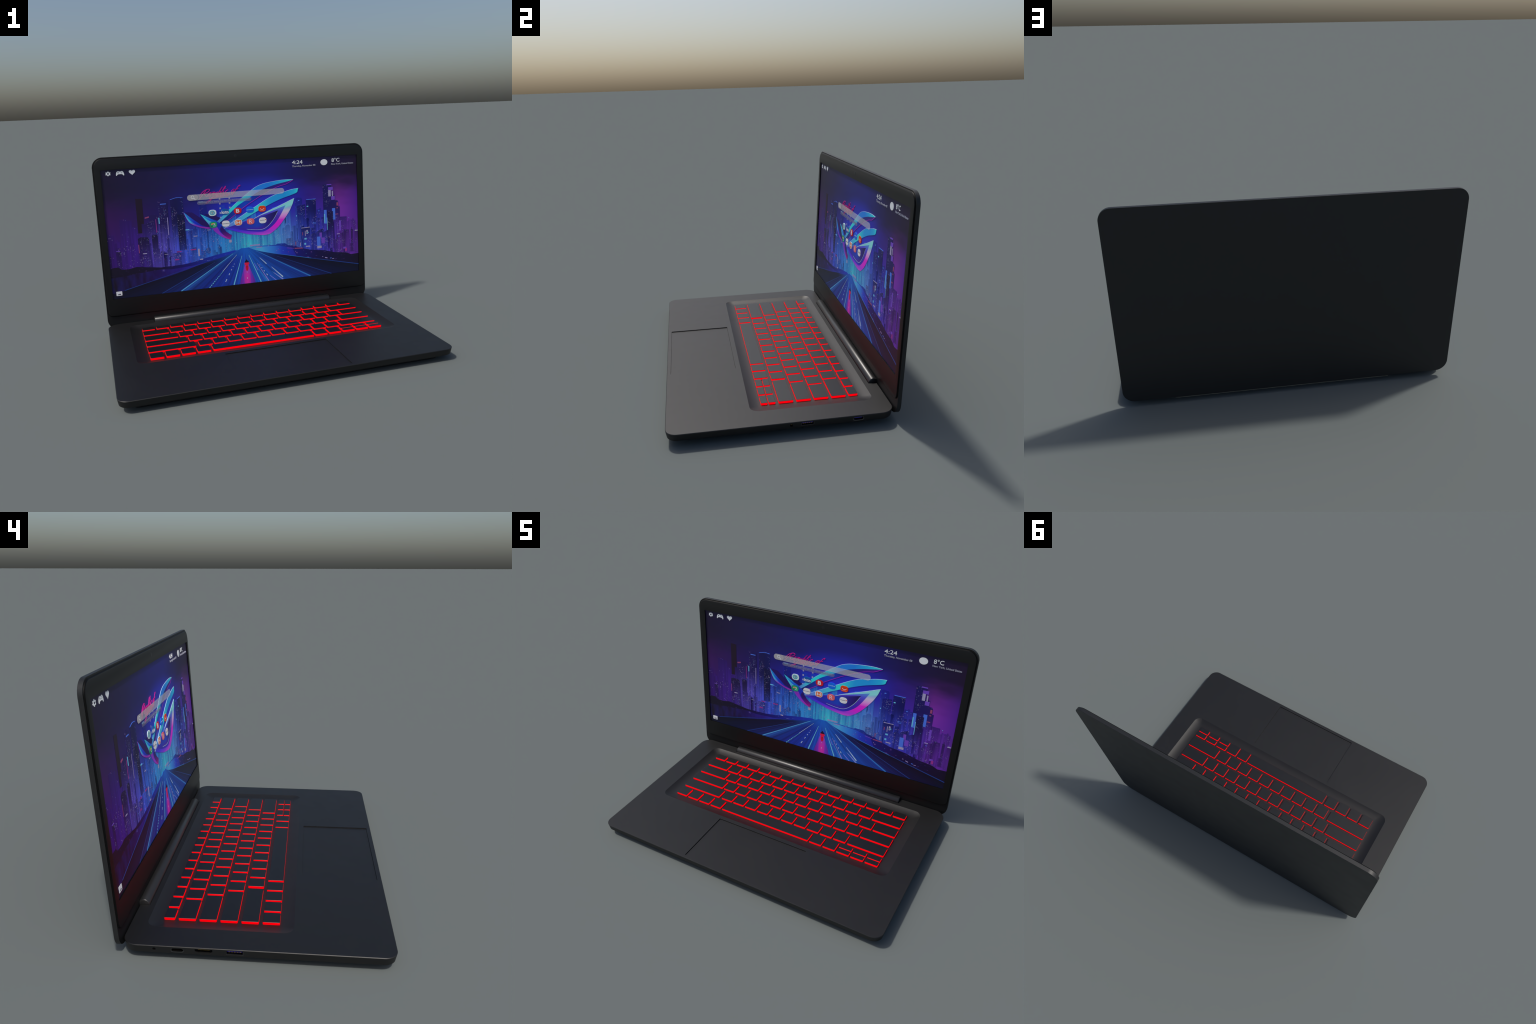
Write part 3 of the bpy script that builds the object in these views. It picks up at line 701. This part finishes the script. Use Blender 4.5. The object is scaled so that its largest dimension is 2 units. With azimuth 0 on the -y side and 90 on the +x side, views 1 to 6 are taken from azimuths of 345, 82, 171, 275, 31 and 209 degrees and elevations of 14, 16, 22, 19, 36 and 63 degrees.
leg = smooth_line([(-0.283, .548), (-0.243, .493), (-0.204, .440), (-0.183, .412), (-0.142, .376), (-0.103, .355), (-0.074, .346)])
parts += [prism(leg + [(-0.060, .374), (-0.100, .405), (-0.131, .450), (-0.146, .474), (-0.165, .486), (-0.209, .509)], 4.2, mi=11),
          prism(smooth_line([(-0.276, .540), (-0.232, .503), (-0.190, .476), (-0.163, .440), (-0.145, .405), (-0.105, .368), (-0.076, .352)]) + [(-0.066, .372), (-0.105, .408), (-0.131, .450), (-0.146, .474), (-0.165, .486), (-0.209, .509)], 4.4, mi=12),
          prism(smooth_line([(-0.131, .452), (-0.146, .425), (-0.128, .392), (-0.098, .362), (-0.074, .348)]) + [(-0.060, .374), (-0.100, .405)], 4.6, mi=13),
          prism([(-0.255, .547), (-0.205, .545), (-0.130, .505), (-0.160, .490), (-0.209, .512)], 4.0, mi=9)]
joined("emblem", parts, M_EMB, lid)

# --- text
def text_mesh(body, x0, x1, z0, z1, k, shear=0.0, bold=0.0, base_k=None, slope=0.0):
    cu = bpy.data.curves.new("t", "FONT")
    cu.body, cu.shear, cu.resolution_u = body, shear, 3
    cu.offset = bold
    o = bpy.data.objects.new("t", cu)
    COL.objects.link(o)
    deps = bpy.context.evaluated_depsgraph_get()
    me = bpy.data.meshes.new_from_object(o.evaluated_get(deps))
    bpy.data.objects.remove(o); bpy.data.curves.remove(cu)
    xs = [v.co.x for v in me.vertices]; ys = [v.co.y for v in me.vertices]
    ax, ay = (x1 - x0) / (max(xs) - min(xs)), (z1 - z0) / (max(ys) - min(ys))
    mx, my = min(xs), min(ys)
    bm = bmesh.new(); bm.from_mesh(me); bpy.data.meshes.remove(me)
    for v in bm.verts:
        x = x0 + (v.co.x - mx) * ax
        z = z0 + (v.co.y - my) * ay + (x - x0) * slope
        v.co = Vector((x, lay(k), z))
    bmesh.ops.remove_doubles(bm, verts=bm.verts, dist=1e-6)
    r = bmesh.ops.extrude_face_region(bm, geom=bm.faces[:])
    for v in r["geom"]:
        if isinstance(v, bmesh.types.BMVert):
            v.co.y = (lay(base_k) if base_k else PANEL) + 0.0002
    bmesh.ops.recalc_face_normals(bm, faces=bm.faces)
    out = bpy.data.meshes.new("t"); bm.to_mesh(out); bm.free()
    return out

M_TEXT = tint("screen_white", 186, 188, 196)
M_TEXT2 = tint("screen_soft_white", 140, 140, 152)
M_NEON = tint("neon_pink", 166, 22, 116)
def words(name, body, *a, mat=M_TEXT, **kw):
    return new_obj(name, text_mesh(body, *a, **kw), [mat], lid, 25)

words("clock_text", "4:24", 0.428, 0.510, 0.859, 0.886, 5)
words("date_text", "Thursday, November 08", 0.428, 0.611, 0.834, 0.850, 5, mat=M_TEXT2, bold=0.004)
words("temperature_text", "8°C", 0.743, 0.806, 0.857, 0.886, 5)
words("place_text", "New York, United States", 0.739, 0.918, 0.834, 0.848, 5, mat=M_TEXT2, bold=0.004)
# neon handwriting: one stroke path per letter, in a unit em (x, y), slanted when set
PEN = {
    "R": [[(.05, -.25), (.25, .45), (.42, 1.0)], [(-.15, .15), (.05, .75), (.45, 1.02), (.85, .92), (.80, .62), (.40, .45), (.55, .25), (.85, .0), (1.1, .05)]],
    "e": [[(.0, .12), (.30, .30), (.34, .48), (.18, .46), (.10, .18), (.24, .0), (.48, .12)]],
    "p": [[(.05, .35), (.16, .48), (.02, -.42)], [(.10, .25), (.30, .50), (.42, .36), (.30, .04), (.12, .06), (.50, .10)]],
    "u": [[(.02, .46), (-.0, .12), (.12, .0), (.34, .46), (.30, .05), (.50, .10)]],
    "b": [[(.02, .1), (.26, 1.05), (.10, .10), (.22, .0), (.38, .22), (.24, .42), (.46, .34)]],
    "l": [[(.0, .10), (.24, .80), (.22, 1.08), (.10, .70), (.10, .06), (.34, .12)]],
    "i": [[(.04, .44), (.02, .05), (.26, .12)], [(.13, .66), (.17, .74)]],
    "c": [[(.36, .40), (.22, .48), (.06, .22), (.18, .0), (.42, .12)]],
    "o": [[(.26, .48), (.06, .28), (.12, .0), (.32, .10), (.32, .42), (.22, .46), (.50, .40)]],
    "f": [[(-.06, -.40), (.10, .10), (.26, .80), (.44, .90), (.42, .74)], [(.02, .36), (.46, .44)]],
    "G": [[(.80, .86), (.52, 1.0), (.12, .50), (.26, .10), (.66, .40), (.70, .50), (.50, -.25), (.10, -.55), (.0, -.36), (.80, .10)]],
    "a": [[(.36, .42), (.20, .48), (.04, .18), (.14, .0), (.36, .40), (.32, .04), (.50, .10)]],
    "m": [[(.02, .46), (.0, .0), (.16, .46), (.24, .40), (.22, .02), (.40, .46), (.48, .38), (.46, .04), (.62, .10)]],
    "r": [[(.04, .10), (.14, .50), (.34, .44), (.24, .05), (.44, .10)]],
    "s": [[(.02, .06), (.26, .54), (.32, .20), (.18, .0), (.0, .06), (.50, .20), (.95, .62)]],
}
WIDE = {"R": .92, "m": .60, "i": .24, "l": .30, "G": .80, " ": .40, "f": .45}
def handwriting(name, body, x0, z0, em, slant, rise, pen):
    cur, parts = 0.0, []
    for ch in body:
        for st in PEN.get(ch, []):
            pts = [(x0 + (cur + px + py * slant) * em, z0 + py * em * 0.92 + (cur + px) * em * rise) for px, py in smooth_line(st, 5)]
            parts.append(ribbon(pts, pen, 5.0))
        cur += WIDE.get(ch, .44)
    joined(name, parts, [M_NEON], lid, "stuff")
handwriting("neon_script", "Republic of", -0.278, 0.668, 0.0555, 0.55, 0.075, 0.0042)
handwriting("neon_script", "Gamers", -0.222, 0.648, 0.050, 0.55, 0.10, 0.0040)

def pill(x0, x1, z0, z1, k, thick_k=None):
    return prism(rrect(x0, x1, z0, z1, (z1 - z0) / 2 - 1e-5, 12), k, base_k=thick_k)[0]

def veil(name, c, a):
    q = Mat(name)
    q.set(colour=shown(*c), rough=0.5, alpha=a)
    return q.m
M_BAR = veil("search_bar_film", (255, 244, 255), 0.25)
M_BAR2 = veil("hint_bar_film", (130, 128, 150), 0.20)
new_obj("search_bar", pill(-0.369, 0.357, 0.650, 0.6915, 6.6, 6.2), [M_BAR], lid)
new_obj("search_button", pill(-0.3688, -0.290, 0.6502, 0.6913, 7.2, 6.7), [tint("search_button_grey", 142, 138, 142)], lid)
lens = [(-0.330 + 0.0105 * math.cos(TAU * i / 24), 0.674 + 0.0095 * math.sin(TAU * i / 24)) for i in range(25)]
joined("search_icon", [ribbon(lens, .0034, 7.6, 0), strip((-0.323, .667), (-0.311, .656), .0046, .0046, 7.6)], [M_TEXT], lid, "stuff")
new_obj("hint_bar", pill(-0.300, 0.102, 0.6165, 0.6425, 6.6, 6.2), [M_BAR2], lid)
words("hint_text", "Is Guitar Hero more popular than Beethoven's music?", -0.284, 0.092, 0.6225, 0.6375, 7, mat=tint("hint_grey", 118, 118, 140), bold=0.004, base_k=6.7)

# --- round app icons
def icon(cx, cz, mat, extra, shape=0.30, w=0.0285, h=0.0222, name="app_icon"):
    pts = []
    e = 2.6
    for i in range(40):
        a = TAU * i / 40
        c, s = math.cos(a), math.sin(a)
        pts.append((cx + w * math.copysign(abs(c) ** (2 / e), c), cz + h * math.copysign(abs(s) ** (2 / e), s)))
    ms = [mat] + [m for m, _ in extra]
    joined(name, [(prism(pts, 7.0)[0], 0)] + [(me, i + 1) for i, (_, me) in enumerate(extra)], ms, lid)

def oval(cx, cz, w, h, k, n=28):
    return prism([(cx + w * math.cos(TAU * i / n), cz + h * math.sin(TAU * i / n)) for i in range(n)], k)[0]
def rect(x0, x1, z0, z1, k):
    return prism([(x0, z0), (x1, z0), (x1, z1), (x0, z1)], k)[0]

I1, I2 = 0.5505, 0.4642
XS = [-0.1935, -0.1000, -0.0062, 0.0872, 0.1800]
T = lambda b, x0, x1, z0, z1, **k: text_mesh(b, x0, x1, z0, z1, 7.8, **k)
icon_white = tint("icon_white", 196, 196, 200)
icon(XS[0], I1, tint("icon_pale", 170, 190, 196), [(tint("icon_teal", 60, 130, 146), oval(XS[0] - .002, I1, .019, .0165, 7.2)), (tint("icon_mist", 110, 160, 172), oval(XS[0] - .003, I1, .0135, .012, 7.4)),
     (tint("icon_slate", 70, 96, 108), prism([(XS[0] - .011, I1 + .008), (XS[0] - .002, I1 - .011), (XS[0] + .007, I1 + .008)], 7.6)[0]), (icon_white, T("V", XS[0] - .009, XS[0] + .003, I1 - .005, I1 + .006, base_k=7.0))])
icon(XS[1], I1, tint("icon_navy", 26, 78, 140), [(icon_white, T("lo:to", XS[1] - .026, XS[1] + .026, I1 - .013, I1 + .010, bold=0.03, base_k=6.9))])
icon(XS[2], I1, tint("icon_red", 176, 30, 38), [(icon_white, T("B", XS[2] - .013, XS[2] + .013, I1 - .014, I1 + .014, bold=0.03, base_k=6.9))])
icon(XS[3], I1, tint("icon_azure", 26, 92, 190), [(tint("icon_sky", 150, 180, 210), T("priceline", XS[3] - .025, XS[3] + .025, I1 - .004, I1 + .004, bold=0.02, base_k=6.9))])
smile = [(XS[4] + .016 * math.sin(a), I1 + .007 - .012 * math.cos(a)) for a in [math.radians(-75 + 10 * i) for i in range(16)]]
icon(XS[4], I1, tint("icon_orange", 192, 52, 24), [(tint("icon_amber", 200, 120, 30), rect(XS[4] - .017, XS[4] + .017, I1 + .0195, I1 + .0222, 7.2)), (icon_white, ribbon(smile, .003, 7.6)[0]), (tint("icon_peach", 200, 130, 110), rect(XS[4] - .018, XS[4] + .018, I1 - .0145, I1 - .0115, 7.4))])
icon(XS[0], I2, tint("icon_green", 26, 128, 92), [(tint("icon_rose", 184, 110, 100), oval(XS[0] - .010, I2 + .004, .0065, .006, 7.4)), (tint("icon_ash", 170, 160, 160), oval(XS[0] + .009, I2 + .004, .0065, .006, 7.4)), (tint("icon_gold", 196, 160, 40), oval(XS[0], I2 + .009, .006, .003, 7.5)),
     (tint("icon_mint", 130, 180, 165), rect(XS[0] - .002, XS[0] + .020, I2 - .012, I2 - .007, 7.4)), (tint("icon_dark_green", 24, 80, 60), rect(XS[0] - .020, XS[0] - .004, I2 - .012, I2 - .007, 7.4))])
icon(XS[1], I2, icon_white, [(tint("icon_ink", 70, 80, 100), T("booking", XS[1] - .024, XS[1] + .026, I2 - .004, I2 + .004, bold=0.02, base_k=6.9)), (tint("icon_cherry", 190, 60, 60), rect(XS[1] - .0265, XS[1] - .022, I2 - .003, I2 + .002, 7.4))])
icon(XS[2], I2, icon_white, [(tint("icon_rust", 188, 96, 62), prism(rrect(XS[2] - .022, XS[2] + .022, I2 - .0175, I2 + .0175, .003, 4), 7.4)[0]), (icon_white, T("H", XS[2] - .0145, XS[2] + .0145, I2 - .0115, I2 + .0115, bold=0.02, base_k=7.3))])
icon(XS[3], I2, tint("icon_coral", 200, 86, 90), [(tint("icon_blush", 206, 170, 176), T("R", XS[3] - .012, XS[3] + .013, I2 - .015, I2 + .014, base_k=6.9))])
icon(XS[4], I2, icon_white, [(tint("icon_grey", 90, 92, 104), T("wayfair", XS[4] - .024, XS[4] + .018, I2 - .003, I2 + .005, bold=0.02, base_k=6.9)), (tint("icon_cherry", 190, 60, 60), oval(XS[4] + .0215, I2 + .004, .004, .004, 7.4))])

# --- corner icons
def gear(cx, cz, w, h):
    out = []
    for i in range(48):
        a = TAU * i / 48
        q = 1.0 if (i // 4) % 2 == 0 else 0.74
        out.append((cx + w * q * math.cos(a + 0.26), cz + h * q * math.sin(a + 0.26)))
    return out
dark_icon = tint("icon_shade", 36, 30, 50)
joined("settings_icon", [prism(gear(-0.896, .876, .0185, .0155), 5), (oval(-0.896, .876, .0062, .0052, 5.5), 1)], [M_TEXT, dark_icon], lid)
pad = smooth_line([(-0.844, .862), (-0.842, .876), (-0.836, .887), (-0.828, .890), (-0.820, .8875), (-0.812, .8875), (-0.804, .890), (-0.797, .887), (-0.791, .876), (-0.789, .862), (-0.794, .859), (-0.803, .868), (-0.830, .868), (-0.839, .859), (-0.844, .862)], 4)[:-1]
joined("gamepad_icon", [prism(pad, 5), (rect(-0.8335, -0.8245, .8775, .8805, 5.5), 1), (rect(-0.8305, -0.8275, .8750, .8830, 5.5), 1), (oval(-0.808, .8825, .0022, .0018, 5.5, 10), 1), (oval(-0.803, .8785, .0022, .0018, 5.5, 10), 1), (oval(-0.808, .8750, .0022, .0018, 5.5, 10), 1)], [M_TEXT, dark_icon], lid)
heart = []
for i in range(40):
    a = TAU * i / 40
    heart.append((-0.7352 + 0.0213 * math.sin(a) ** 3, 0.8778 + 0.0013 * (13 * math.cos(a) - 5 * math.cos(2 * a) - 2 * math.cos(3 * a) - math.cos(4 * a)) * 0.95))
joined("heart_icon", [prism(heart, 5)], [M_TEXT], lid)
sun = [(0.6805 + 0.0285 * (1.0 if i % 2 else 0.93) * math.cos(TAU * i / 48), 0.8595 + 0.0228 * (1.0 if i % 2 else 0.93) * math.sin(TAU * i / 48)) for i in range(48)]
joined("weather_icon", [prism(sun, 5)], [M_TEXT], lid)
joined("picture_icon", [prism(rrect(-0.921, -0.880, .0205, .0512, .004, 4), 5), (prism([(-0.913, .026), (-0.907, .033), (-0.902, .030), (-0.896, .037), (-0.888, .026)], 5.5)[0], 1)], [M_TEXT, dark_icon], lid)

print("objects", len(bpy.data.objects))
